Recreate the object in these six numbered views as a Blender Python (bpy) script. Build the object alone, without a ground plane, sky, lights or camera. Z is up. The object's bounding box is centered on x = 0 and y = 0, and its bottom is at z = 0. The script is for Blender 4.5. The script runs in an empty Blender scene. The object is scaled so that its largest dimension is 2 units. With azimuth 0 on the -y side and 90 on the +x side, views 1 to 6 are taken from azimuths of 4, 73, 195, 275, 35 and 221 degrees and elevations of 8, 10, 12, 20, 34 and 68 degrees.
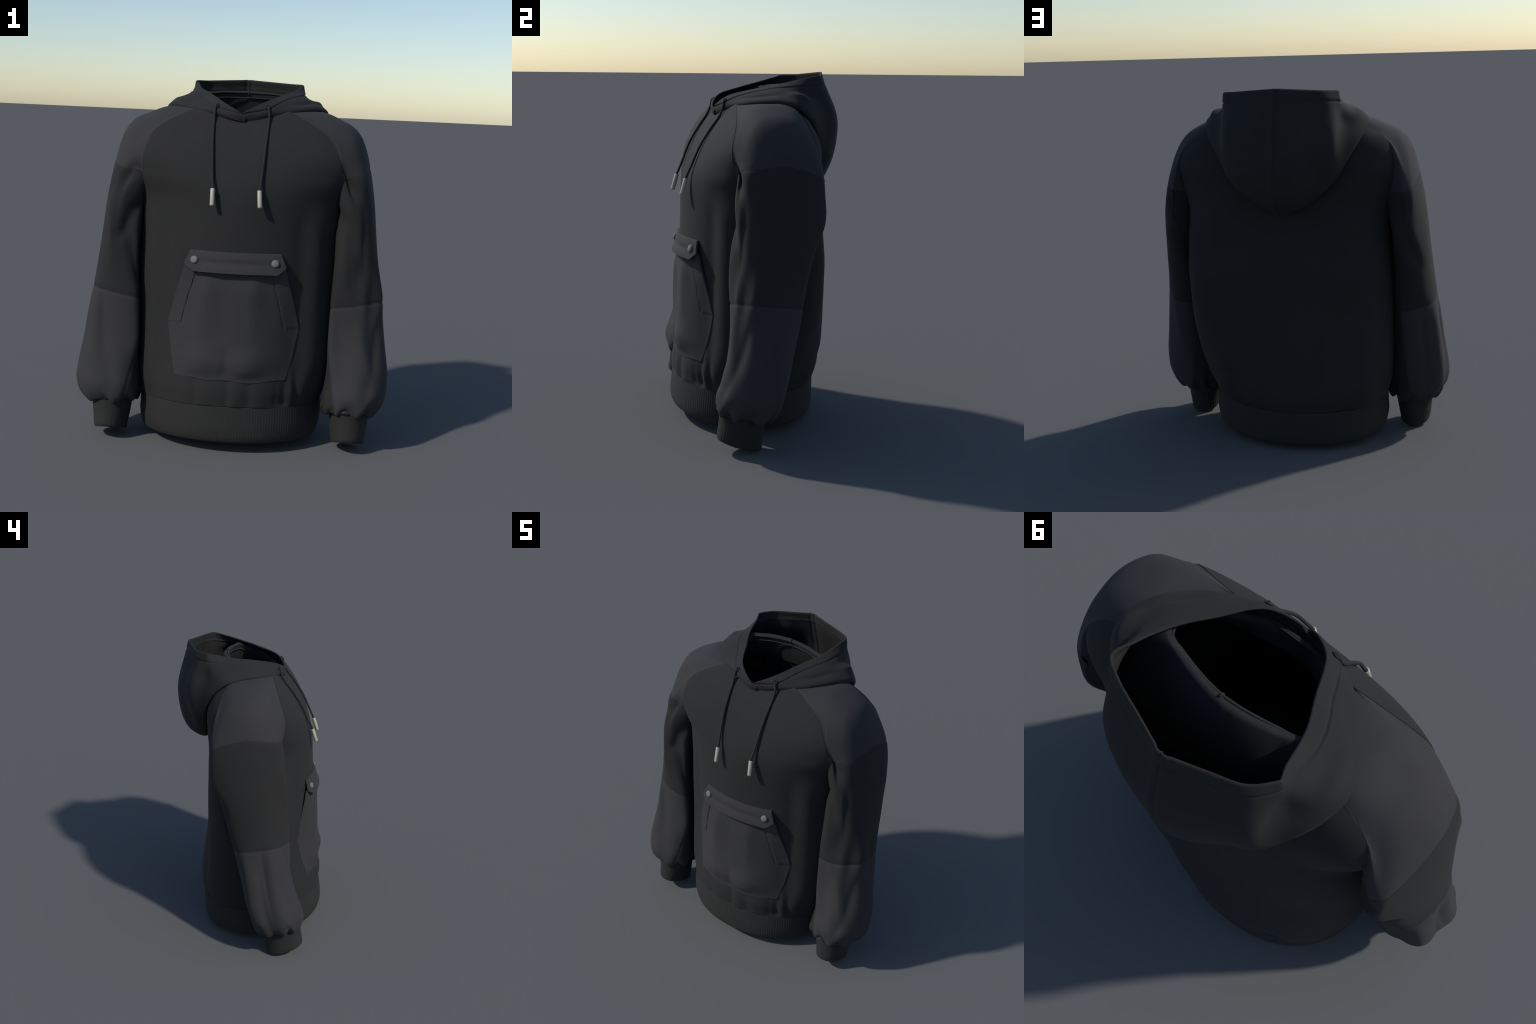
"""A dark two-tone pullover hoodie: torso, raglan sleeves, hood, kangaroo pocket, drawstrings."""
import bpy, math
import numpy as np
from mathutils import Vector, noise
from mathutils.bvhtree import BVHTree

RNG = np.random.default_rng(7)

# ------------------------------------------------------------------ materials
def fabric(name, col, bump=0.15, scale=420.0, rough=0.9, vary=0.10, spec=0.5, sheen=0.0):
    m = bpy.data.materials.new(name); m.use_nodes = True
    nt = m.node_tree; N = nt.nodes; L = nt.links
    b = N["Principled BSDF"]
    tc = N.new("ShaderNodeTexCoord")
    n1 = N.new("ShaderNodeTexNoise"); n1.inputs["Scale"].default_value = 3.0; n1.inputs["Detail"].default_value = 4
    n2 = N.new("ShaderNodeTexNoise"); n2.inputs["Scale"].default_value = scale; n2.inputs["Detail"].default_value = 2
    L.new(tc.outputs["Object"], n1.inputs["Vector"]); L.new(tc.outputs["Object"], n2.inputs["Vector"])
    mixf = N.new("ShaderNodeMath"); mixf.operation = "MULTIPLY_ADD"
    L.new(n2.outputs["Fac"], mixf.inputs[0]); mixf.inputs[1].default_value = 0.35
    sub = N.new("ShaderNodeMath"); sub.operation = "MULTIPLY"; sub.inputs[1].default_value = 0.65
    L.new(n1.outputs["Fac"], sub.inputs[0]); L.new(sub.outputs[0], mixf.inputs[2])
    r = N.new("ShaderNodeValToRGB")
    r.color_ramp.elements[0].position = 0.3; r.color_ramp.elements[1].position = 0.7
    r.color_ramp.elements[0].color = (*[c * (1 - vary) for c in col], 1)
    r.color_ramp.elements[1].color = (*[c * (1 + vary) for c in col], 1)
    L.new(mixf.outputs[0], r.inputs["Fac"]); L.new(r.outputs["Color"], b.inputs["Base Color"])
    bp = N.new("ShaderNodeBump"); bp.inputs["Strength"].default_value = bump; bp.inputs["Distance"].default_value = 0.002
    L.new(n2.outputs["Fac"], bp.inputs["Height"]); L.new(bp.outputs["Normal"], b.inputs["Normal"])
    b.inputs["Roughness"].default_value = rough
    b.inputs["Specular IOR Level"].default_value = spec
    b.inputs["Sheen Weight"].default_value = sheen
    return m

M_BODY = fabric("charcoal_fleece", (0.0112, 0.0107, 0.0102))
M_YOKE = fabric("plum_grey_twill", (0.0252, 0.0238, 0.0256))
M_RIB = fabric("ribbed_knit", (0.0130, 0.0126, 0.0112))
M_CORD = fabric("cord", (0.012, 0.012, 0.012), scale=600)
M_LINE = fabric("seam_tape", (0.014, 0.014, 0.014))

def plain(name, col, rough, spec=0.5):
    m = bpy.data.materials.new(name); m.use_nodes = True
    nt = m.node_tree; b = nt.nodes["Principled BSDF"]
    n = nt.nodes.new("ShaderNodeTexNoise"); n.inputs["Scale"].default_value = 40
    tc = nt.nodes.new("ShaderNodeTexCoord"); nt.links.new(tc.outputs["Object"], n.inputs["Vector"])
    r = nt.nodes.new("ShaderNodeValToRGB")
    r.color_ramp.elements[0].color = (*[c * 0.93 for c in col], 1)
    r.color_ramp.elements[1].color = (*[c * 1.07 for c in col], 1)
    nt.links.new(n.outputs["Fac"], r.inputs["Fac"]); nt.links.new(r.outputs["Color"], b.inputs["Base Color"])
    b.inputs["Roughness"].default_value = rough; b.inputs["Specular IOR Level"].default_value = spec
    return m
M_TIP = plain("cream_metal_tip", (0.37, 0.34, 0.27), 0.45)
M_STUD = plain("grey_snap", (0.15, 0.15, 0.148), 0.85, 0.4)

# ------------------------------------------------------------------ numeric helpers
def slopes(t, p):
    """finite-difference tangents of samples p (n,...) at knots t"""
    d = np.diff(p, axis=0) / np.diff(t).reshape((-1,) + (1,) * (p.ndim - 1))
    m = np.empty_like(p)
    m[0], m[-1] = d[0], d[-1]
    h = np.diff(t).reshape((-1,) + (1,) * (p.ndim - 1))
    m[1:-1] = (d[:-1] * h[1:] + d[1:] * h[:-1]) / (h[1:] + h[:-1])
    return m

def hermite(t, p, m, te):
    te = np.clip(te, t[0], t[-1])
    i = np.clip(np.searchsorted(t, te, side="right") - 1, 0, len(t) - 2)
    h = t[i + 1] - t[i]; u = (te - t[i]) / h
    sh = (-1,) + (1,) * (p.ndim - 1)
    u = u.reshape(sh); h = h.reshape(sh)
    return ((2*u**3 - 3*u**2 + 1) * p[i] + (u**3 - 2*u**2 + u) * h * m[i]
            + (-2*u**3 + 3*u**2) * p[i+1] + (u**3 - u**2) * h * m[i+1])

def spline(t, p, te):
    t = np.asarray(t, float); p = np.asarray(p, float)
    return hermite(t, p, slopes(t, p), np.asarray(te, float))

def curve_samples(pts, n, power=0.5):
    """n samples of a smooth curve through pts, evenly spread by arc length"""
    p = np.asarray(pts, float)
    d = np.linalg.norm(np.diff(p, axis=0), axis=1) ** power + 1e-6
    t = np.concatenate([[0], np.cumsum(d)])
    q = spline(t, p, np.linspace(0, t[-1], 400))
    L = np.concatenate([[0], np.cumsum(np.linalg.norm(np.diff(q, axis=0), axis=1))])
    s = np.linspace(0, L[-1], n)
    return np.stack([np.interp(s, L, q[:, k]) for k in range(3)], -1)

def bump(x, c, w):
    return np.exp(-((x - c) / w) ** 2)

def smooth(a, b, x):
    u = np.clip((x - a) / (b - a), 0, 1)
    return u * u * (3 - 2 * u)

def grid_normals(G, closed_u=True):
    """G (rows, cols, 3): normals from central differences"""
    du = (np.roll(G, -1, 1) - np.roll(G, 1, 1)) if closed_u else np.gradient(G, axis=1)
    dv = np.gradient(G, axis=0)
    n = np.cross(du, dv)
    return n / (np.linalg.norm(n, axis=2, keepdims=True) + 1e-12)

def cloth_noise(P, freq, seed):
    out = np.empty(P.shape[:-1])
    flat = P.reshape(-1, 3); o = out.reshape(-1)
    for i, p in enumerate(flat):
        o[i] = noise.noise((p[0] * freq[0] + seed * 7.3, p[1] * freq[1] + seed * 3.1, p[2] * freq[2]))
    return out

# ------------------------------------------------------------------ object helpers
ROOT = None
def add_object(name, verts, faces, mat, parent=None, normals=None, smooth_shade=True):
    verts = np.asarray(verts)
    used = sorted({i for f in faces for i in f})
    remap = {v: k for k, v in enumerate(used)}
    me = bpy.data.meshes.new(name)
    me.from_pydata([tuple(verts[i]) for i in used], [], [[remap[i] for i in f] for f in faces])
    me.materials.append(mat)
    me.polygons.foreach_set("use_smooth", [smooth_shade] * len(me.polygons))
    if normals is not None:
        me.normals_split_custom_set_from_vertices([tuple(normals[i]) for i in used])
    me.update()
    o = bpy.data.objects.new(name, me)
    bpy.context.scene.collection.objects.link(o)
    if parent is not None:
        o.parent = parent
    return o

def grid_faces(rows, cols, closed, r0=0, r1=None, keep=None, flip=False):
    f = []
    r1 = rows - 1 if r1 is None else r1
    for r in range(r0, r1):
        for c in range(cols if closed else cols - 1):
            if keep is not None and not keep(r, c):
                continue
            d = (c + 1) % cols
            q = [r*cols + c, r*cols + d, (r+1)*cols + d, (r+1)*cols + c]
            f.append(q[::-1] if flip else q)
    return f

def clean(G, faces, eps=1e-9):
    V = G.reshape(-1, 3); out = []
    for q in faces:
        a, b, c, d = (V[i] for i in q)
        if np.linalg.norm(np.cross(c - a, d - b)) > eps:
            if np.linalg.norm(a - d) < 1e-6: q = [q[0], q[1], q[2]]
            elif np.linalg.norm(b - c) < 1e-6: q = [q[0], q[1], q[3]]
            out.append(q)
    return out

def tube(name, pts, radius, mat, parent, n=10, closed=False, taper=None):
    P = np.asarray(pts, float); m = len(P)
    T = (np.roll(P, -1, 0) - np.roll(P, 1, 0)) if closed else np.gradient(P, axis=0)
    T /= np.linalg.norm(T, axis=1, keepdims=True)
    ref = np.array([0.31, 0.9, 0.17]); rings = []
    a = np.cross(T[0], ref); a /= np.linalg.norm(a)
    for i in range(m):
        a = a - T[i] * (a @ T[i]); a /= np.linalg.norm(a)
        b = np.cross(T[i], a)
        r = radius if taper is None else radius * taper[i]
        ang = np.linspace(0, 2*np.pi, n, endpoint=False)
        rings.append(P[i] + r * (np.cos(ang)[:, None] * a + np.sin(ang)[:, None] * b))
    G = np.array(rings)
    if closed:
        V = G.reshape(-1, 3); f = []
        for r in range(m):
            for c in range(n):
                d = (c+1) % n; s = (r+1) % m
                f.append([r*n+c, r*n+d, s*n+d, s*n+c])
        return add_object(name, V, f, mat, parent)
    f = grid_faces(m, n, True)
    f += [list(range(n))[::-1], [(m-1)*n + k for k in range(n)]]
    return add_object(name, G.reshape(-1, 3), f, mat, parent)

def lathe(name, profile, origin, axis, mat, parent, n=32):
    """profile: (radius, height along axis)"""
    ax = Vector(axis).normalized(); rot = ax.to_track_quat("Z", "Y")
    rings = []
    for r, h in profile:
        rings.append([list(Vector(origin) + rot @ Vector((max(r, 1e-4)*math.cos(a), max(r, 1e-4)*math.sin(a), h)))
                      for a in np.linspace(0, 2*np.pi, n, endpoint=False)])
    G = np.array(rings)
    f = grid_faces(len(profile), n, True)
    f.append([(len(profile)-1)*n + k for k in range(n)]); f.append(list(range(n))[::-1])
    return add_object(name, G.reshape(-1, 3), f, mat, parent)

# ------------------------------------------------------------------ root
ROOT = bpy.data.objects.new("hoodie", None)
bpy.context.scene.collection.objects.link(ROOT)
ROOT["label"] = "dark charcoal hoodie with plum-grey sleeve panels and kangaroo pocket"
ROOT["category"] = "hoodie"

# raglan seam: where the sleeves meet the torso (right side; mirrored for the left)
RAG_F = [(.31, -.17, 1.822), (.385, -.205, 1.772), (.45, -.233, 1.71), (.50, -.262, 1.645), (.535, -.280, 1.575),
         (.550, -.268, 1.48), (.552, -.245, 1.40), (.560, -.19, 1.31), (.574, -.12, 1.235)]
RAG_B = [(.38, .075, 1.83), (.46, .105, 1.795), (.535, .135, 1.735), (.585, .155, 1.675), (.612, .165, 1.60),
         (.622, .165, 1.52), (.622, .155, 1.42), (.612, .11, 1.32), (.597, .03, 1.235)]

# ------------------------------------------------------------------ torso
CY = -0.06
# level, half width, centre x, front y, back y, exponent front, exponent back, z front, z side, z back
TORSO = np.array([
    (0.00, .514, -.013, -.476, .345, 2.05, 2.3, .262, .245, .225),
    (0.03, .522, -.012, -.477, .355, 2.00, 2.35, .285, .275, .265),
    (0.08, .543, -.006, -.478, .358, 1.95, 2.4, .335, .330, .330),
    (0.16, .560,  .002, -.466, .346, 1.90, 2.5, .42, .42, .42),
    (0.30, .571,  .006, -.447, .320, 1.85, 2.7, .58, .58, .58),
    (0.45, .576,  .008, -.438, .296, 1.82, 2.9, .78, .78, .78),
    (0.60, .579, .012, -.434, .284, 1.80, 3.3, 1.00, 1.00, 1.00),
    (0.72, .574, .014, -.432, .272, 1.80, 3.5, 1.20, 1.20, 1.20),
    (0.80, .578, .016, -.424, .266, 1.92, 3.4, 1.36, 1.35, 1.35),
    (0.87, .625, .014, -.394, .262, 2.30, 3.8, 1.48, 1.47, 1.48),
    (0.92, .650, .008, -.345, .255, 2.65, 4.0, 1.59, 1.60, 1.61),
    (0.96, .620,  .000, -.292, .232, 2.30, 2.9, 1.680, 1.73, 1.72),
    (1.00, .400,  .000, -.228, .218, 2.2, 2.5, 1.768, 1.835, 1.80),
    (1.06, .320,  .000, -.200, .226, 2.2, 2.5, 1.785, 1.848, 1.80),
])

def torso_ring(u, th):
    """u (R,) levels, th (C,) angles: 0 = +x side, 90 deg = front"""
    a, cx, yf, yb, nf, nb, zf, zs, zb = (spline(TORSO[:, 0], TORSO[:, k], u)[:, None] for k in range(1, 10))
    c, s = np.cos(th)[None], np.sin(th)[None]
    front = s >= 0
    # the right rear corner of the body is boxier at chest height and rounder at the hem
    extra = np.interp(u, [0, .08, .16, .30, .45, .60, .72, .80, .87], [-.45, -.40, -.30, .5, 2.0, 2.6, 2.0, .8, 0])[:, None]
    n = np.where(front, nf, nb + extra * (c > 0))
    x = cx + a * np.sign(c) * np.abs(c) ** (2 / n)
    sy = np.abs(s) ** (2 / n)
    y = np.where(front, CY + (yf - CY) * sy, CY + (yb - CY) * sy)
    z = zs + np.where(front, zf - zs, zb - zs) * sy ** 3
    return np.stack([x, y, z], -1)

def torso_folds(P):
    x, y, z = P[..., 0], P[..., 1], P[..., 2]
    front = smooth(-0.10, -0.25, y)
    d = np.zeros_like(x)
    low = smooth(0.52, 0.30, z) * smooth(0.24, 0.275, z)
    # soft pleats gathered into the hem below the pocket
    for c, w, h in ((-.24, .05, .004), (-.10, .055, .006), (.05, .045, .010), (.175, .05, .008)):
        d += front * low * h * bump(x, c + 0.02 * (z - .3), w)
    for c, w, h in ((-.175, .02, .004), (.002, .014, .007), (.115, .02, .004), (.262, .016, .006), (.305, .024, .013), (.365, .014, .008)):
        d -= front * low * h * bump(x, c, w)
    d += front * smooth(.5, .3, z) * smooth(.25, .29, z) * (.009 * bump(x, .335, .015) + .006 * bump(x, .40, .025))
    # long soft vertical drapes at the sides of the chest
    d += front * smooth(1.40, 1.15, z) * smooth(0.28, 0.5, z) * (.010 * bump(x, .43, .05) - .010 * bump(x, .36, .05) + .007 * bump(x, -.45, .05) - .006 * bump(x, -.37, .05))
    d += front * .008 * bump(np.abs(x), .50, .06) * bump(z, 1.32, .14)
    back = smooth(0.0, 0.15, y)
    d += back * smooth(.95, .35, z) * (.006 * np.cos((x + .05) * 16) + .004 * np.cos(x * 31 + 1))
    return d

def raglan_params(pts, front):
    """(level, angle from the side seam) of each raglan point on the torso surface"""
    U = np.linspace(.66, 1.0, 240); A = np.linspace(0, np.pi/2, 240)
    S = torso_ring(U, A if front else -A)
    out = []
    for p in pts:
        k = np.argmin(((S - np.array(p)) ** 2).sum(-1))
        out.append((U[k // 240], A[k % 240]))
    out = sorted(out)
    u = np.array([o[0] for o in out]); a = np.maximum.accumulate([o[1] for o in out])
    return u, a

U_ARM = .715
uF, aF = raglan_params(RAG_F, True)
uB, aB = raglan_params(RAG_B, False)
def edge_angle(u, uu, aa):
    k = uu > U_ARM + .006
    x = np.concatenate([[U_ARM], uu[k], [1.06]]); y = np.concatenate([[0], aa[k], [aa[-1] + .10]])
    f = np.linspace(U_ARM, 1.06, 120)
    g = np.interp(f, x, y)
    for _ in range(6):
        g[1:-1] = (g[:-2] + 2*g[1:-1] + g[2:]) / 4
    return np.where(u <= U_ARM, 0, np.interp(u, f, g))

TR, KC = 190, 130
UL = np.concatenate([np.linspace(0, .7, 100), np.linspace(.7, 1.06, 91)[1:]])
tt = np.linspace(0, 1, KC)
angF, angB = edge_angle(UL, uF, aF)[:, None], edge_angle(UL, uB, aB)[:, None]
def ring_rows(TH):
    return np.stack([torso_ring(UL[r:r+1], TH[r])[0] for r in range(len(UL))])
FRONT = ring_rows(angF + (np.pi - 2*angF) * tt)
BACK = ring_rows(np.pi + angB + (np.pi - 2*angB) * tt)
below = (UL <= U_ARM)
def panel_normals(F, B):
    nf, nb = grid_normals(F, False), grid_normals(B, False)
    if nf[30, KC//2, 1] > 0: nf, nb = -nf, -nb
    for a, b in ((0, -1), (-1, 0)):
        m = nf[below, a] + nb[below, b]; m /= np.linalg.norm(m, axis=1, keepdims=True)
        nf[below, a] = m; nb[below, b] = m
    return nf, nb
nf, nb = panel_normals(FRONT, BACK)
for P, N in ((FRONT, nf), (BACK, nb)):
    P += N * (torso_folds(P) + .0035 * cloth_noise(P, (5, 5, 2.2), 1))[..., None]
nf, nb = panel_normals(FRONT, BACK)
EDGE_N = {("F", 1): nf[:, 0], ("F", -1): nf[:, -1], ("B", 1): nb[:, -1], ("B", -1): nb[:, 0]}
EDGE_P = {("F", 1): FRONT[:, 0], ("F", -1): FRONT[:, -1], ("B", 1): BACK[:, -1], ("B", -1): BACK[:, 0]}
ff = grid_faces(TR, KC, False)
q = np.cross(FRONT[30, 61] - FRONT[30, 60], FRONT[31, 60] - FRONT[30, 60])
FLIP_T = q[1] > 0
ff = grid_faces(len(UL), KC, False, flip=FLIP_T)
torso_bvh = BVHTree.FromPolygons([Vector(v) for v in FRONT.reshape(-1, 3)], ff)
add_object("front_panel", FRONT.reshape(-1, 3), ff, M_BODY, ROOT, nf.reshape(-1, 3))
add_object("back_panel", BACK.reshape(-1, 3), ff, M_BODY, ROOT, nb.reshape(-1, 3))

# ------------------------------------------------------------------ hem band (ribbed)
RIBS = 190; HC = RIBS * 8
thh = np.linspace(0, 2*np.pi, HC, endpoint=False)
# a, cx, yf, yb, z front, z side, z back
HEM = np.array([
    (.486, -.010, -.450, .330, .262, .245, .225),
    (.508, -.011, -.474, .341, .258, .240, .222),
    (.511, -.012, -.478, .345, .246, .228, .212),
    (.512, -.012, -.485, .344, .190, .172, .155),
    (.513, -.013, -.490, .343, .140, .125, .105),
    (.506, -.013, -.490, .342, .100, .085, .068),
    (.498, -.013, -.482, .336, .072, .055, .040),
    (.484, -.013, -.468, .322, .062, .045, .030),
    (.470, -.013, -.454, .308, .072, .055, .040),
    (.465, -.013, -.448, .302, .20, .185, .17),
])
rows = []
hk = np.linspace(0, 1, len(HEM)); he = np.concatenate([np.linspace(0, 1, 60)])
a, cx, yf, yb, zf, zs, zb = (spline(hk, HEM[:, k], he)[:, None] for k in range(7))
c, s = np.cos(thh)[None], np.sin(thh)[None]; fr = s >= 0
n = np.where(fr, 2.05, 2.3 - .45 * (c > 0))
sy = np.abs(s) ** (2 / n)
x = cx + a * np.sign(c) * np.abs(c) ** (2 / n)
y = np.where(fr, CY + (yf - CY) * sy, CY + (yb - CY) * sy)
z = zs + np.where(fr, zf - zs, zb - zs) * sy ** 2
H = np.stack([x, y, z], -1)
nrm = grid_normals(H)
if nrm[20, HC//4, 1] > 0: nrm = -nrm
L = np.concatenate([np.zeros((1,)), np.cumsum(np.linalg.norm(np.diff(H[25], axis=0), axis=1))])
ribph = L / (L[-1] + np.linalg.norm(H[25, 0] - H[25, -1])) * RIBS * 2 * np.pi
ribmask = (smooth(0.14, 0.22, he) * smooth(0.78, 0.66, he))[:, None]
amp = .00042
H = H + nrm * (ribmask * amp * np.cos(ribph)[None])[..., None]
nrm2 = grid_normals(H); fl = nrm2[20, HC//4, 1] > 0
add_object("hem_band", H.reshape(-1, 3), grid_faces(len(he), HC, True, flip=fl), M_RIB, ROOT)

# ------------------------------------------------------------------ sleeves
SC = 120                                   # columns around a sleeve; column 0 = outer side, then front, inner, back
PH = np.linspace(0, 2*np.pi, SC, endpoint=False)
# outer x, inner x, front y, back y, z, dz outer, dz front
ARM = np.array([
    (.748, .560, -.280, .194, 1.235,  .055, -.01),
    (.772, .560, -.295, .128, 1.040,  .020,  .00),
    (.802, .548, -.305, .062, .785,   .025,  .025),
    (.834, .535, -.318, .008, .550,   .020,  .02),
    (.858, .520, -.362, -.018, .380,  .015,  .02),
    (.856, .507, -.394, -.040, .290,  .010,  .02),
    (.830, .505, -.392, -.060, .228,  .005,  .02),
    (.792, .525, -.374, -.090, .196,  .000,  .025),
    (.765, .550, -.362, -.125, .212,  .000,  .03),
])
ELBOW = 2
def panel_warp(k):
    """column angles of arm ring k: below the elbow the two panel seams drift round the sleeve"""
    w = np.clip((k - ELBOW) / 4.0, 0, 1)
    f, b = 150 + (118 - 150) * w, 240 + (272 - 240) * w
    x = np.degrees(PH)
    y = np.interp(x, [0, 150, 240, 360], [0, f, b, 360])
    for _ in range(3):
        y[1:-1] = (y[:-2] + 2*y[1:-1] + y[2:]) / 4
    return np.radians(y)

def arm_ring(row, side, PH):
    ox, ix, yf, yb, z, dzo, dzf = row
    cx, cy = (ox + ix)/2, (yf + yb)/2; rx, ry = (ox - ix)/2, (yb - yf)/2
    c, s = np.cos(PH), np.sin(PH)
    # the front face is skewed: it runs diagonally from the inner front to the outer side
    dg = np.degrees(PH); hang = smooth(.30, .60, z)
    n = 2.25 - .20 * bump(dg, 45, 30) + .8 * hang * bump(dg, 130, 28)
    cc = np.sign(c) * np.abs(c)**(2/n); ss = np.sign(s) * np.abs(s)**(2/n)
    k = (.30 if side > 0 else .25) * bump(z, .85, .33)
    fs = np.clip(ss, 0, 1)
    y = cy - ry*ss + k * (np.where(cc > 0, .055, .12) * cc * fs + .018 * fs**4)
    # the inner front corner rests against the side of the body
    y = y + .012 * hang * np.clip(s, 0, 1) * bump(z, .8, .3)
    return np.stack([cx + rx*cc - (.010 + (.026 if side > 0 else .036) * hang) * bump(dg, 138, 28), y, z + dzo*cc + dzf*ss], -1)

def make_sleeve(side):
    sx = 1 if side > 0 else -1
    # sleeve head: starts exactly on the raglan edges of the front and back panels
    pF, pB, qF, qB = EDGE_P["F", sx].copy(), EDGE_P["B", sx].copy(), EDGE_N["F", sx].copy(), EDGE_N["B", sx].copy()
    for a in (pF, pB, qF, qB): a[:, 0] *= sx
    deg = np.degrees(PH)
    lv_f = np.interp(deg, [22, 28, 60, 90, 118, 145, 180], [1.06, 1.03, .955, .89, .82, .76, U_ARM])
    lv_b = np.interp(360 - deg, [22, 28, 60, 90, 118, 145, 180], [1.06, 1.03, .955, .89, .82, .76, U_ARM])
    for a in (lv_f, lv_b):
        for _ in range(3): a[1:-1] = (a[:-2] + 2*a[1:-1] + a[2:]) / 4
    def at(E, lv):
        return np.stack([np.interp(lv, UL, E[:, k]) for k in range(3)], -1)
    isf = (deg <= 180)[:, None]
    ring0 = np.where(isf, at(pF, lv_f), at(pB, lv_b))
    N0 = np.where(isf, at(qF, lv_f), at(qB, lv_b))
    # straight piece along the neckline
    neck = (deg < 22) | (deg > 338)
    w_ = (((deg + 22) % 360) / 44)[neck][:, None]
    ring0[neck] = pB[-1] * (1 - w_) + pF[-1] * w_ + np.array([.085, 0, .004]) * (4*w_*(1-w_))
    tang = np.roll(ring0, -1, 0) - np.roll(ring0, 1, 0)
    T0 = np.cross(tang, N0); T0 /= np.linalg.norm(T0, axis=1, keepdims=True)
    flip = (T0 @ np.array([1, 0, -.3])) < 0
    T0[flip] *= -1
    wn = smooth(.30, .85, np.cos(PH))[:, None]
    T0 = T0 * (1 - wn) + np.array([1, 0, -.10]) * wn
    for k in range(6):
        T0 = (np.roll(T0, 1, 0) + 2*T0 + np.roll(T0, -1, 0)) / 4
    out = np.array([1, 0, -.15])
    w = np.clip(np.sin(PH), 0, 1)[:, None] * .30 + np.clip(-np.sin(PH), 0, 1)[:, None] * .30
    T0 = T0 * (1 - w) + out * w
    T0 /= np.linalg.norm(T0, axis=1, keepdims=True)
    ring0 = ring0 - N0 * .0015 * (~neck)[:, None]
    angs = np.array([panel_warp(k) for k in range(len(ARM))])
    rings = [arm_ring(r, sx, angs[k]) for k, r in enumerate(ARM)]
    P1 = rings[0]
    dist = np.linalg.norm(P1 - ring0, axis=1, keepdims=True)
    T1 = (rings[1] - rings[0]); T1 /= np.linalg.norm(T1, axis=1, keepdims=True)
    # two rings that shape the shoulder: angle -> point
    ca = np.array([0, 30, 60, 90, 270, 300, 330, 360.])
    R1 = np.array([(.500, -.045, 1.800), (.515, -.165, 1.760), (.572, -.245, 1.590), (.585, -.272, 1.435),
                   (.645, .194, 1.455), (.622, .160, 1.615), (.535, .075, 1.770), (.500, -.045, 1.800)])
    R2 = np.array([(.658, -.050, 1.685), (.636, -.170, 1.640), (.640, -.242, 1.465), (.622, -.274, 1.350),
                   (.662, .202, 1.330), (.690, .170, 1.450), (.665, .085, 1.630), (.658, -.050, 1.685)])
    wm = smooth(90, 125, np.degrees(PH)) * smooth(270, 235, np.degrees(PH))
    def shoulder(R, f):
        x = np.concatenate([ca[-4:-1] - 360, ca, ca[1:4] + 360])
        P = np.interp(np.degrees(PH)[:, None].repeat(3, 1)[:, 0], x, np.arange(len(x)))
        pts = np.concatenate([R[-4:-1], R, R[1:4]])
        Q = spline(x, pts, np.degrees(PH))
        lin = ring0 + (P1 - ring0) * f
        return Q * (1 - wm[:, None]) + lin * wm[:, None]
    CR_ = np.array([ring0, shoulder(R1, .36), shoulder(R2, .68), P1])
    hk_ = np.array([0, .36, .68, 1.0])
    T1u = T1 * np.linalg.norm(P1 - CR_[2], axis=1, keepdims=True) / .32
    mm = slopes(hk_, CR_)
    mm[0] = 2 * (CR_[1] - CR_[0]) / .36 - mm[1]
    mm[-1] = T1u
    def head(s):
        if s.ndim == 1:
            return hermite(hk_, CR_, mm, s)
        return np.stack([hermite(hk_, CR_[:, i:i+1], mm[:, i:i+1], s[:, i])[:, 0] for i in range(SC)], 1)
    ss = np.linspace(0, 1, 201)
    Hd = head(ss)
    seamz = 1.505 + .022*np.cos(PH) - .03*np.clip(np.sin(PH), 0, 1) - .065*np.clip(-np.sin(PH), 0, 1)
    star = np.zeros(SC)
    for i in range(SC):
        zc = Hd[:, i, 2] - seamz[i]
        k = np.nonzero(zc > 0)[0]
        if len(k):
            j = k[-1]
            star[i] = ss[min(j + 1, 200)] if j + 1 > 200 else ss[j] + (ss[min(j+1,200)] - ss[j]) * zc[j] / (zc[j] - zc[min(j+1,200)] + 1e-9)
    nY, nA = 36, 30
    sg = np.concatenate([np.linspace(0, 1, nY + 1)[:, None] * star[None], star[None] + np.linspace(0, 1, nA + 1)[1:, None] * (1 - star)[None]])
    Gh = head(sg)
    # arm: spline through the remaining rings
    R = np.array(rings)
    key = np.concatenate([[0], np.cumsum(np.linalg.norm(np.diff(R.mean(1) * [0.2, 1, 1], axis=0), axis=1) + .02)])
    m = slopes(key, R)
    m[0] = T1 * np.linalg.norm(m[0], axis=1, keepdims=True)
    seg = []; aseg = [np.degrees(PH)] * len(Gh)
    cnt = [20, 24, 22, 20, 12, 9, 8, 8]
    for k in range(len(R) - 1):
        tt = np.linspace(key[k], key[k+1], cnt[k] + 1)[1:]
        seg.append(hermite(key, R, m, tt))
        aseg += [np.degrees(angs[k] + (angs[k+1] - angs[k]) * u) for u in (tt - key[k]) / (key[k+1] - key[k])]
    G = np.concatenate([Gh] + seg)
    r_yoke, r_up = nY, nY + nA
    r_elb = r_up + cnt[0] + cnt[1]
    NR = len(G)
    rowt = np.arange(NR)
    # folds -------------------------------------------------------------
    n0 = grid_normals(G)
    if n0[r_elb, 0, 0] < 0: n0 = -n0
    z = G[..., 2]; ph = np.array(aseg)
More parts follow.
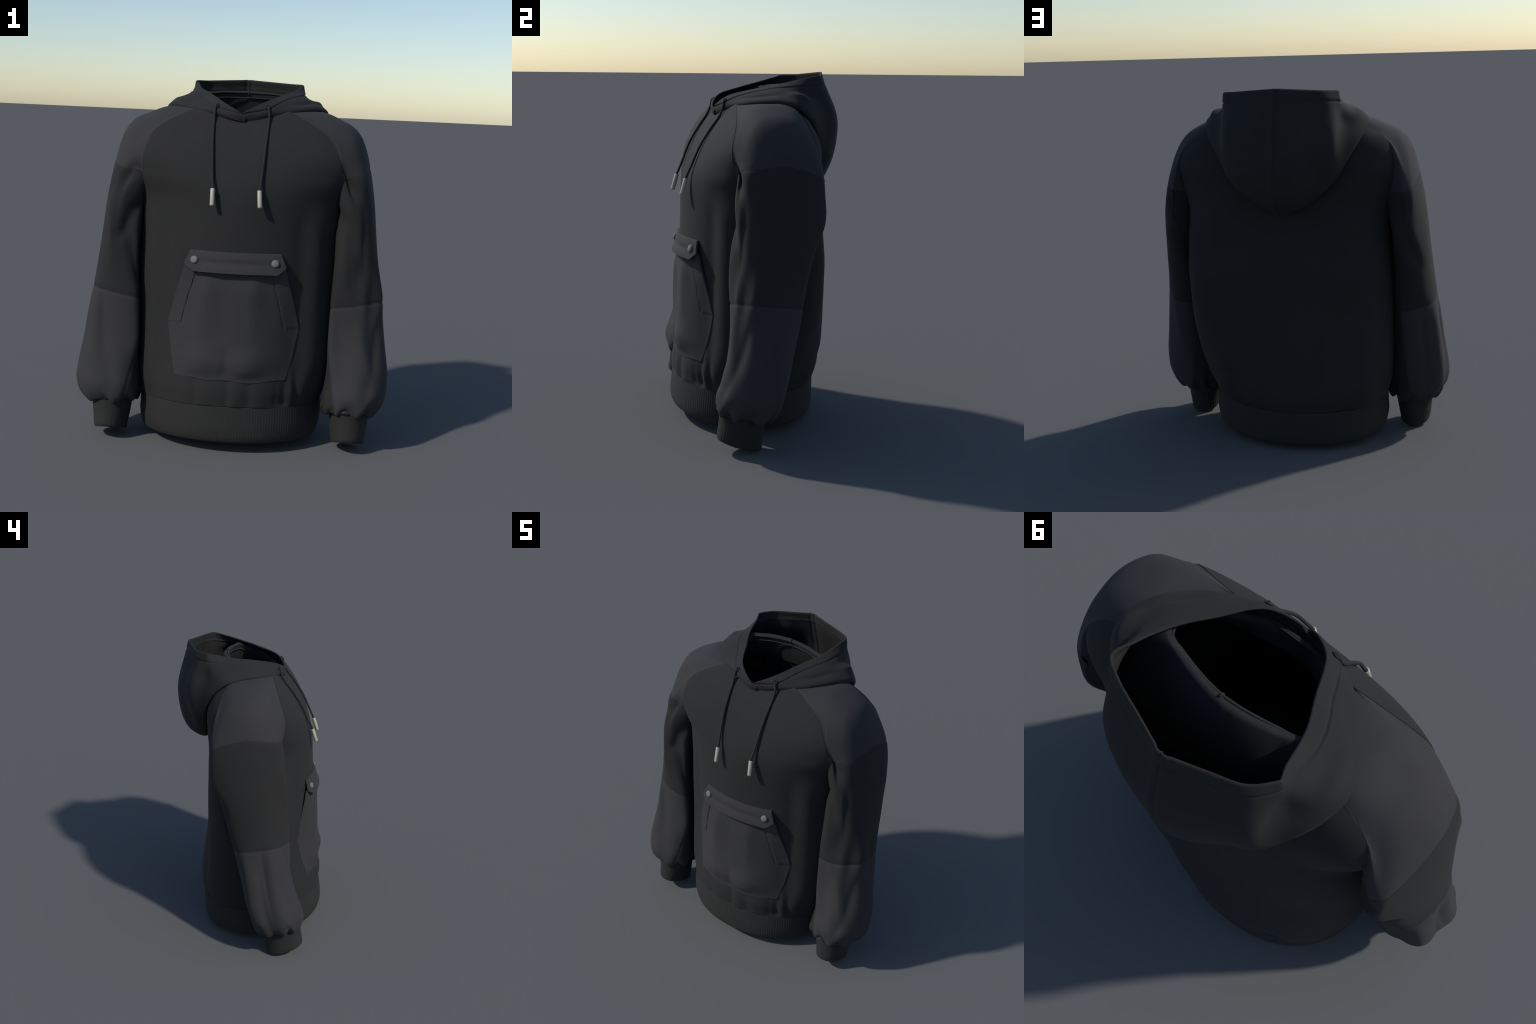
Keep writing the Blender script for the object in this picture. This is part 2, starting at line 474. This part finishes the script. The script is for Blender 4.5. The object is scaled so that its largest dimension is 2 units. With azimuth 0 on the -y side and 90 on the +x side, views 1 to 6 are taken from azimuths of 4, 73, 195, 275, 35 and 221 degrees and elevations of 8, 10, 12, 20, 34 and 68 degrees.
    def fold(p0, z0, p1, z1, width, h):
        """ridge running from (angle, height) to (angle, height)"""
        tt = np.clip((z - z0) / (z1 - z0), 0, 1)
        pc = p0 + (p1 - p0) * tt
        dd = (ph - pc + 180) % 360 - 180
        lim = smooth(-.15, .25, (z - z0) / (z1 - z0)) * smooth(1.15, .75, (z - z0) / (z1 - z0))
        return h * np.exp(-(dd / width)**2) * lim
    d = np.zeros_like(z)
    dp = (ph - 84 + 180) % 360 - 180
    d += -(.040 if sx > 0 else .024) * np.exp(-(dp / 17)**2) * np.exp(-((z - 1.455) / .085)**2) * smooth(0, 14, rowt)[:, None]
    d += .012 * np.exp(-((dp + 34) / 16)**2) * np.exp(-((z - 1.46) / .07)**2)
    d += fold(128, 1.34, 100, 1.10, 12, -.014)
    db = (ph - 266 + 180) % 360 - 180
    d += -.024 * np.exp(-(db / 14)**2) * np.exp(-((z - 1.36) / .05)**2) * smooth(0, 14, rowt)[:, None]
    d += .014 * np.exp(-((db - 14) / 22)**2) * np.exp(-((z - 1.20) / .07)**2)
    if sx > 0:
        d += fold(75, 1.0, 95, 0.3, 14, .013) + fold(110, .9, 60, .35, 12, .010) + fold(40, .75, 75, .3, 12, -.010)
        d += fold(125, .8, 100, .32, 10, -.007) + fold(112, 1.42, 118, .85, 12, .012) + fold(62, 1.38, 82, .92, 16, -.016)
        d += .024 * np.exp(-(((ph - 36 + 180) % 360 - 180) / 17)**2) * np.exp(-((z - .84 - .0025*(36-ph)) / .15)**2)
        d += fold(290, .8, 262, .25, 12, .010) + fold(250, 1.35, 235, 1.0, 16, -.010)
    else:
        d += fold(70, .8, 105, .25, 13, -.012) + fold(50, .85, 60, .25, 14, .010) + fold(110, 1.2, 140, .85, 12, -.014)
        d += fold(360, .78, 345, .2, 12, -.018) + fold(328, .80, 318, .3, 11, .008) + fold(28, .8, 22, .25, 16, .010) + fold(290, .8, 288, .2, 12, -.010)
        d += fold(60, 1.45, 95, .85, 10, .008) + fold(250, 1.35, 300, 1.0, 16, -.012)
    d += .006 * cloth_noise(G, (4, 4, 2.5), 11 if sx > 0 else 23) * (rowt > 8)[:, None]
    # long diagonal drapes of the loose lower sleeve
    sheared = G.copy(); sheared[..., 2] += .9 * (ph % 360) / 360
    d += .010 * cloth_noise(sheared, (7, 7, 2.0), 17 if sx > 0 else 29) * smooth(1.15, .75, z)
    # gathers above the cuff
    gat = smooth(.34, .21, z) * (rowt > r_elb)[:, None]
    ga = np.radians(ph)
    rg = np.random.default_rng(5 if sx > 0 else 12)
    pl = np.zeros_like(ga)
    for k in range(11):
        c0 = k * 360/11 + rg.uniform(-12, 12); wd = rg.uniform(6, 12); hh = rg.uniform(.5, 1.3)
        lean = rg.uniform(-60, 60)
        dd_ = (ph - c0 - lean * (z - .22) + 180) % 360 - 180
        pl += -hh * np.exp(-(dd_ / wd)**2) + .45 * hh * np.exp(-((dd_ - 1.9*wd) / (1.1*wd))**2)
    d += gat**1.3 * .016 * pl
    G = G + n0 * d[..., None]
    lipr = smooth(r_elb + cnt[2] + cnt[3] + 8, NR - 9, rowt)[:, None]
    G[..., 2] -= lipr * .009 * pl * (rowt < NR - 6)[:, None]
    # seam creases at yoke, elbow and the panel lines of the forearm
    n0 = grid_normals(G)
    if n0[r_elb, 0, 0] < 0: n0 = -n0
    crease = np.zeros_like(z)
    crease[r_elb] = -.0035; crease[r_elb - 1] = -.001; crease[r_elb + 1] = -.0005
    crease[r_yoke, star > 0.05] = -.003
    cF, cB = int(SC * 150/360), int(SC * 240/360)
    for cc in (cF, cB):
        crease[r_elb:, cc] = np.minimum(crease[r_elb:, cc], -.0035)
    G = G + n0 * crease[..., None]
    nrm = grid_normals(G)
    if nrm[r_elb, 0, 0] < 0: nrm = -nrm
    G[..., 0] *= sx; nrm[..., 0] *= sx
    q = np.cross(G[r_elb, 1] - G[r_elb, 0], G[r_elb + 1, 0] - G[r_elb, 0])
    fl = q[0] * sx < 0
    V = G.reshape(-1, 3); NV = nrm.reshape(-1, 3)
    def part(nm, mat, par, r0, r1, keep=None):
        return add_object(nm, V, clean(G, grid_faces(NR, SC, True, r0, r1, keep, flip=fl)), mat, par, NV)
    sl = part("sleeve", M_BODY, ROOT, r_yoke, r_elb)
    part("shoulder_yoke", M_YOKE, sl, 0, r_yoke)
    inner = lambda r, c: cF <= c < cB
    part("forearm_panel", M_YOKE, sl, r_elb, NR - 1, lambda r, c: not inner(r, c))
    part("inner_forearm_panel", M_BODY, sl, r_elb, NR - 1, inner)
    # cuff ---------------------------------------------------------------
    CR = 44; CC = CR * 8
    pa = np.linspace(0, 2*np.pi, CC, endpoint=False)
    # centre x, centre y, centre z, rx, ry, tilt dz front
    CUFF = np.array([
        (.655, -.245, .245, .094, .106, .03), (.655, -.246, .235, .106, .118, .03), (.656, -.250, .195, .108, .121, .030),
        (.657, -.257, .125, .100, .120, .034), (.659, -.265, .065, .092, .122, .036), (.659, -.266, .046, .089, .120, .037),
        (.659, -.266, .038, .083, .114, .037), (.659, -.265, .050, .077, .108, .036), (.657, -.255, .16, .088, .108, .03)])
    kk = np.linspace(0, 1, len(CUFF)); ke = np.linspace(0, 1, 45)
    cx, cy, cz, rx, ry, dz = (spline(kk, CUFF[:, k], ke)[:, None] for k in range(6))
    cc, sn = np.cos(pa)[None], np.sin(pa)[None]
    K = np.stack([cx + rx*cc, cy - ry*sn, cz + dz*sn], -1)
    kn = grid_normals(K)
    if kn[10, 0, 0] < 0: kn = -kn
    K = K + kn * ((smooth(.15, .25, ke)*smooth(.72, .6, ke))[:, None] * .0004 * np.cos(CR*pa)[None])[..., None]
    K = K + kn * (.003 * cloth_noise(K, (14, 14, 5), 31 + sx))[..., None]
    K[..., 0] *= sx
    q = np.cross(K[10, 1] - K[10, 0], K[11, 0] - K[10, 0])
    add_object("cuff", K.reshape(-1, 3), grid_faces(len(ke), CC, True, flip=q[0]*sx < 0), M_RIB, sl)
    return G

for side in (1, -1):
    make_sleeve(side)

# ------------------------------------------------------------------ hood
# each station: neck seam, inner rim, inner pouch, outer fold, lower outer, upper outer, opening edge
HOOD = [
    (-.14, [(-.012, -.195, 1.70), (-.012, -.224, 1.750), (-.014, -.230, 1.752), (-.017, -.236, 1.759), (-.019, -.240, 1.766), (-.021, -.242, 1.774), (-.022, -.2445, 1.782)]),
    (0.0, [(.015, -.195, 1.70), (.015, -.218, 1.755), (.012, -.228, 1.753), (.008, -.238, 1.762), (.006, -.243, 1.775), (.003, -.246, 1.786), (.0, -.247, 1.798)]),
    (.55, [(.12, -.165, 1.72), (.125, -.185, 1.785), (.14, -.200, 1.78), (.155, -.212, 1.795), (.155, -.217, 1.812), (.140, -.212, 1.838), (.115, -.192, 1.864)]),
    (1.2, [(.275, -.11, 1.74), (.235, -.09, 1.835), (.275, -.11, 1.815), (.305, -.128, 1.818), (.308, -.126, 1.836), (.265, -.092, 1.872), (.200, -.042, 1.908)]),
    (1.9, [(.345, .02, 1.74), (.30, .01, 1.87), (.37, .02, 1.84), (.420, .018, 1.825), (.425, .022, 1.842), (.355, .048, 1.888), (.262, .080, 1.935)]),
    (2.4, [(.325, .12, 1.74), (.262, .09, 1.905), (.318, .125, 1.872), (.36, .15, 1.83), (.448, .135, 1.785), (.455, .142, 1.805), (.370, .185, 1.875), (.292, .190, 1.962)]),
    (2.85, [(.25, .18, 1.75), (.195, .115, 1.915), (.245, .185, 1.80), (.28, .23, 1.68), (.375, .245, 1.655), (.378, .265, 1.675), (.325, .300, 1.80), (.306, .280, 1.978)]),
    (3.15, [(.18, .205, 1.745), (.15, .128, 1.92), (.180, .212, 1.79), (.21, .265, 1.53), (.285, .272, 1.517), (.290, .34, 1.54), (.292, .385, 1.74), (.245, .318, 1.982)]),
    (3.55, [(.095, .214, 1.74), (.08, .143, 1.922), (.095, .228, 1.785), (.11, .275, 1.43), (.150, .292, 1.398), (.152, .388, 1.438), (.150, .458, 1.70), (.125, .362, 1.990)]),
    (4.0, [(.0, .216, 1.74), (.0, .152, 1.924), (.0, .232, 1.785), (.0, .28, 1.40), (.0, .302, 1.322), (.0, .428, 1.385), (.0, .494, 1.65), (.0, .408, 1.998)]),
]
HT = np.array([h[0] for h in HOOD])
HK = 170
def hood_profile(pts):
    """rows of one station: fixed counts from seam to rim, rim to outer fold, fold to edge"""
    p = np.array(pts)
    d = np.linalg.norm(np.diff(p, axis=0), axis=1) ** .5 + 1e-6
    t = np.concatenate([[0], np.cumsum(d)])
    out = []
    for a, b, n in ((0, 1, 20), (1, len(p) - 4, 75), (len(p) - 4, len(p) - 1, HK - 95)):
        q = spline(t, p, np.linspace(t[a], t[b], 200))
        L = np.concatenate([[0], np.cumsum(np.linalg.norm(np.diff(q, axis=0), axis=1))])
        e = np.linspace(0, L[-1], n + 1)[:-1] if b < len(p) - 1 else np.linspace(0, L[-1], n)
        out.append(np.stack([np.interp(e, L, q[:, k]) for k in range(3)], -1))
    return np.concatenate(out)
PROF = np.array([hood_profile(h[1]) for h in HOOD])
te = np.concatenate([np.linspace(-.14, 2.7, 100)[:-1], np.linspace(2.7, 4.0, 90)])
half = spline(HT, PROF, te)                     # (cols, HK, 3)
lap = smooth(.6, .05, te)[:, None]
right = half.copy(); right[..., 1] += lap * .003
left = half.copy(); left[..., 0] *= -1; left[..., 1] -= lap * .004
# the left peak is rounder and the whole tip of the hood leans slightly to -x
lean = smooth(2.2, 4.0, te)[:, None]
right[..., 0] -= lean * .022 * smooth(1.3, 2.0, right[..., 2] + .3)
left[..., 0] -= lean * .022
HG = np.concatenate([right, left[::-1][1:]]).transpose(1, 0, 2)      # rows = profile, cols = around
left_ = (np.arange(HG.shape[1]) > len(te))[None]
HG[..., 1] -= left_ * .030 * np.concatenate([bump(te, 3.35, .35), bump(te[::-1][1:], 3.35, .35)])[None] * smooth(.50, .70, np.linspace(0, 1, HK))[:, None] * smooth(1.0, .9, np.linspace(0, 1, HK))[:, None]
pk = bump(np.arange(HG.shape[1]), HG.shape[1] - 1 - np.searchsorted(te, 2.85), 14)
HG[..., 1] -= .03 * pk[None] * smooth(.75, 1, np.linspace(0, 1, HK))[:, None]
nh = grid_normals(HG, closed_u=False)
mid = int(HG.shape[1] / 2)
if nh[int(HK*.8), mid, 1] < 0: nh = -nh
kk = np.linspace(0, 1, HK)[:, None]
dd = .006 * cloth_noise(HG, (6, 6, 4), 41) * smooth(.45, .6, kk) * smooth(1.0, .85, kk)
tcol = np.concatenate([te, te[::-1][1:]])[None]
sidecol = np.concatenate([np.ones_like(te), -np.ones(len(te) - 1)])[None]
# folds over the shoulders
dd += (sidecol > 0) * (.016 * bump(tcol, 2.25, .22) * bump(kk, .74, .05) - .014 * bump(tcol, 2.45, .25) * bump(kk, .84, .05) - .010 * bump(tcol, 1.5, .4) * bump(kk, .72, .04))
dd += (sidecol < 0) * (.012 * bump(tcol, 2.2, .35) * bump(kk, .72, .06) - .016 * bump(tcol, 2.7, .16) * bump(kk, .78, .08))
dd += (-.007 * bump(tcol, 4.0, .016) + .0025 * bump(tcol, 3.93, .03)) * smooth(.52, .6, kk)        # centre back seam
HG = HG + nh * dd[..., None]
# close the cloth: outer side, rolled edge, inner side
nh = grid_normals(HG, closed_u=False)
if nh[int(HK*.8), mid, 1] < 0: nh = -nh
# hem line of the hood band: a stitched groove a constant distance from the edge
dist = np.concatenate([np.cumsum(np.linalg.norm(np.diff(HG, axis=0), axis=2)[::-1], axis=0)[::-1], np.zeros((1, HG.shape[1]))])
bandw = .052 * smooth(-.1, .7, tcol)
HG = HG + nh * (-.004 * bump(dist, bandw, .005) + .002 * smooth(bandw, bandw - .006, dist) * (kk > .5))[..., None]
THK = .009
inner = HG - nh * THK
edge = [HG[-1] + (HG[-1] - HG[-2]) / (np.linalg.norm(HG[-1] - HG[-2], axis=1, keepdims=True) + 1e-9) * .004 - nh[-1] * THK * .5]
FULL = np.concatenate([HG, np.array(edge), inner[::-1]])
q = np.cross(FULL[int(HK*.8), mid+1] - FULL[int(HK*.8), mid], FULL[int(HK*.8)+1, mid] - FULL[int(HK*.8), mid])
hood = add_object("hood", FULL.reshape(-1, 3), grid_faces(len(FULL), FULL.shape[1], False, flip=q[1] < 0), M_BODY, ROOT)
# neck tape on the rim at the back of the neck
rim = spline(HT, np.array([h[1][1] for h in HOOD]), np.linspace(2.15, 4.0, 50))
rim = np.concatenate([rim, (rim[::-1] * [-1, 1, 1])[1:]])
inw = np.array([0, -.06, 0]) - rim; inw[:, 2] = 0; inw /= np.linalg.norm(inw, axis=1, keepdims=True)
rp = rim + inw * .0125 + np.array([0, 0, -.003])
tube("neck_tape", rp, .0055, M_LINE, hood, n=10)
tube("neck_tape", rim + inw * .0085 + np.array([0, 0, -.032]), .0035, M_LINE, hood, n=8)
tube("neck_tape_seam", [rp[49] + np.array(o) for o in ((0, .010, .012), (0, -.002, .010), (0, -.007, 0), (0, -.003, -.016))], .004, M_LINE, hood, n=6)

# ------------------------------------------------------------------ drawstrings
hood_bvh = BVHTree.FromPolygons([Vector(v) for v in FULL.reshape(-1, 3)], grid_faces(len(FULL), FULL.shape[1], False))
for sx in (-1, 1):
    ex = Vector((.136 * sx, -.215, 1.842))
    hit, nn, _, _ = hood_bvh.find_nearest(ex)
    if nn.y > 0: nn = -nn
    e = np.array(hit); nv = np.array(nn)
    top = np.array([.122 * sx + .0045, -.4335, 1.412])
    bot = np.array([.1245 * sx + .0095, -.4600, 1.323])
    def lay(xx, zz):
        y = min([h[0].y for h in (b.ray_cast(Vector((xx, -1.5, zz)), Vector((0, 1, 0))) for b in (torso_bvh, hood_bvh)) if h[0]] or [-.3])
        return np.array([xx, y - .0095, zz])
    path = [e - nv * .012, e + nv * .004, e + nv * .0075 + np.array([.004*sx, 0, -.008]), lay(.146*sx, 1.80), lay(.146*sx, 1.755),
            lay(.143*sx, 1.69), lay(.137*sx + .002, 1.59) - np.array([0, .004, 0]), lay(.129*sx + .004, 1.48) - np.array([0, .006, 0]), top, top*.7 + bot*.3]
    cord = tube("drawstring", curve_samples(path, 90), .0068, M_CORD, ROOT, n=12)
    d = Vector(bot - top); Ln = d.length
    prof = [(.0075, 0), (.0108, .001), (.0120, .004), (.0120, Ln - .006), (.0112, Ln - .002), (.008, Ln)]
    lathe("cord_tip", prof, top, d, M_TIP, cord, n=24)
    ax = nn; a1 = Vector((0, 0, 1)).cross(ax).normalized(); a2 = ax.cross(a1)
    ringp = [np.array(hit + ax*.002 + (a1*math.cos(t) + a2*math.sin(t))*.012) for t in np.linspace(0, 2*np.pi, 24, endpoint=False)]
    tube("eyelet", ringp, .003, M_CORD, hood, n=8, closed=True)

# ------------------------------------------------------------------ pocket
def torso_y(x, z):
    hit, nn, _, _ = torso_bvh.ray_cast(Vector((x, -1.5, z)), Vector((0, 1, 0)))
    return hit.y if hit else -.3

def base_y(x, z):
    """smoothed front of the torso"""
    return np.mean([torso_y(x + dx, z + dz) for dx in (-.03, 0, .03) for dz in (-.03, 0, .03)])

# left and right outline of the pocket as height -> x
ZP = [.405, .52, .678, .84, .975, 1.01]
XL = [-.290, -.318, -.343, -.302, -.262, -.252]
XR = [.305, .335, .364, .325, .288, .278]
PR, PC = 90, 110
zrow = np.linspace(.405, 1.01, PR)
xl = np.interp(zrow, ZP, XL); xr = np.interp(zrow, ZP, XR)
us = np.linspace(0, 1, PC)
PX = xl[:, None] + (xr - xl)[:, None] * us[None]
PZ = np.broadcast_to(zrow[:, None], PX.shape).copy()
PZ += -.012 * bump(PZ, .405, .05) * (bump(PX, .12, .08) + .6*bump(PX, -.10, .08))          # sagging lower edge
PY = np.array([[base_y(PX[r, c], PZ[r, c]) for c in range(PC)] for r in range(PR)])
e = np.minimum(us, 1 - us)[None]
puff = smooth(0, .30, e) * smooth(.385, .52, PZ) * smooth(1.08, .85, PZ)
off = .0025 + .0235 * puff
off += smooth(.40, .46, PZ) * smooth(.62, .50, PZ) * (.012*bump(PX, .10, .07) + .008*bump(PX, -.17, .07) - .006*bump(PX, -.01, .03))
off += .010 * smooth(.5, .75, PZ) * (bump(PX, .115, .05) + bump(PX, -.15, .06) - .6*bump(PX, -.03, .05)) * puff
off += .006 * bump(PZ, .475, .06) * (bump(PX, -.12, .12) + bump(PX, .11, .10))
off += .020 * smooth(.70, .98, PZ) * smooth(.22, 0.0, e)           # the hand openings gape
off += .002 * cloth_noise(np.stack([PX, PY, PZ], -1), (8, 8, 5), 61)
# stitched inner edge of the hand openings
iw = np.where(us[None] < .5, PX - xl[:, None], xr[:, None] - PX)
WEL = .076
open_rows = smooth(.672, .684, PZ)
off -= open_rows * .004 * bump(iw, WEL, .005)
off += open_rows * .003 * smooth(WEL, WEL - .006, iw)
off -= .003 * bump(PZ, .680, .004) * smooth(WEL + .004, WEL - .004, iw)
PG = np.stack([PX, PY - off, PZ], -1)
backY = np.maximum(PY - off + .011, -9)
BG = np.stack([PX, backY, PZ], -1)
# rims: front sheet wrapped to a back sheet
def sheet(front, back):
    """closed thin pad: front grid and back grid joined along the border"""
    R, C = front.shape[:2]; n = R*C
    V = np.concatenate([front.reshape(-1, 3), back.reshape(-1, 3)])
    F = [f for f in grid_faces(R, C, False)] + [[i + n for i in f[::-1]] for f in grid_faces(R, C, False)]
    bd = [(0, c) for c in range(C)] + [(r, C-1) for r in range(1, R)] + [(R-1, c) for c in range(C-2, -1, -1)] + [(r, 0) for r in range(R-2, 0, -1)]
    ids = [r*C + c for r, c in bd]
    for k in range(len(ids)):
        i, j = ids[k], ids[(k+1) % len(ids)]
        F.append([j, i, i + n, j + n])
    return V, F
V, F = sheet(PG, BG)
pocket = add_object("pocket", V, F, M_YOKE, ROOT)
def sharpen(o, deg=35):
    o.data.set_sharp_from_angle(angle=math.radians(deg))
sharpen(pocket)
# bartack stitches beside the welts
pocket_bvh = BVHTree.FromPolygons([Vector(v) for v in V], F)
SV, SF = [], []
for side, n_ in ((1, 15), (-1, 5)):
    for k in range(n_):
        zz = .70 + (k + .5) / n_ * (.23 if side > 0 else .18) + RNG.uniform(-.004, .004)
        edge_x = np.interp(zz, ZP, XR if side > 0 else XL)
        cx_ = edge_x - side * (WEL - .004)
        pts = []
        for dx in np.linspace(-.006, .006, 4) * RNG.uniform(.6, 1.2):
            hit = pocket_bvh.ray_cast(Vector((cx_ + dx * side, -1.5, zz + dx * .25)), Vector((0, 1, 0)))[0]
            if hit: pts.append(np.array(hit))
        if len(pts) == 4:
            b0 = len(SV); r_ = .0013
            for p in pts:
                for a in range(6):
                    SV.append(p + r_ * np.array([0, math.cos(a*math.pi/3), math.sin(a*math.pi/3)]))
            for r in range(3):
                for a in range(6):
                    SF.append([b0 + r*6 + a, b0 + r*6 + (a+1) % 6, b0 + (r+1)*6 + (a+1) % 6, b0 + (r+1)*6 + a])
st = add_object("stitching", np.array(SV), SF, M_LINE, pocket)
st["kind"] = "stuff"

# flap with pointed ends
FR, FCN = 26, 90
ft = np.linspace(0, 1, FR)
fz0, fz1 = .975, 1.082
lx = np.interp(ft, [0, .33, 1], [-.205, -.257, -.226]); rx_ = np.interp(ft, [0, .33, 1], [.243, .286, .254])
FX = lx[:, None] + (rx_ - lx)[:, None] * np.linspace(0, 1, FCN)[None]
FZ = np.broadcast_to((fz0 + (fz1 - fz0)*ft)[:, None], FX.shape).copy()
FY = np.array([[base_y(FX[r, c], FZ[r, c]) for c in range(FCN)] for r in range(FR)])
foff = .012 + .036 * (1 - ft[:, None])**.8 * np.ones_like(FX) - .007*bump(ft[:, None], .45, .18)*smooth(.30, .1, np.abs(FX))
foff += .006 * (1 - ft[:, None]) * smooth(.18, .27, np.abs(FX))
flapG = np.stack([FX, FY - foff, FZ], -1)
V, F = sheet(flapG, flapG + np.array([0, .010, 0]))
flap = add_object("flap", V, F, M_YOKE, pocket); sharpen(flap)
flap_bvh = BVHTree.FromPolygons([Vector(v) for v in V], F)
for bx in (-.2, .226):
    hit, nn, _, _ = flap_bvh.ray_cast(Vector((bx, -1.5, 1.033)), Vector((0, 1, 0)))
    if nn.y > 0: nn = -nn
    prof = [(.020, -.004), (.0205, .003), (.020, .007), (.0175, .0105), (.012, .0125), (.005, .0135)]
    lathe("snap_button", prof, hit, nn, M_STUD, flap, n=32)
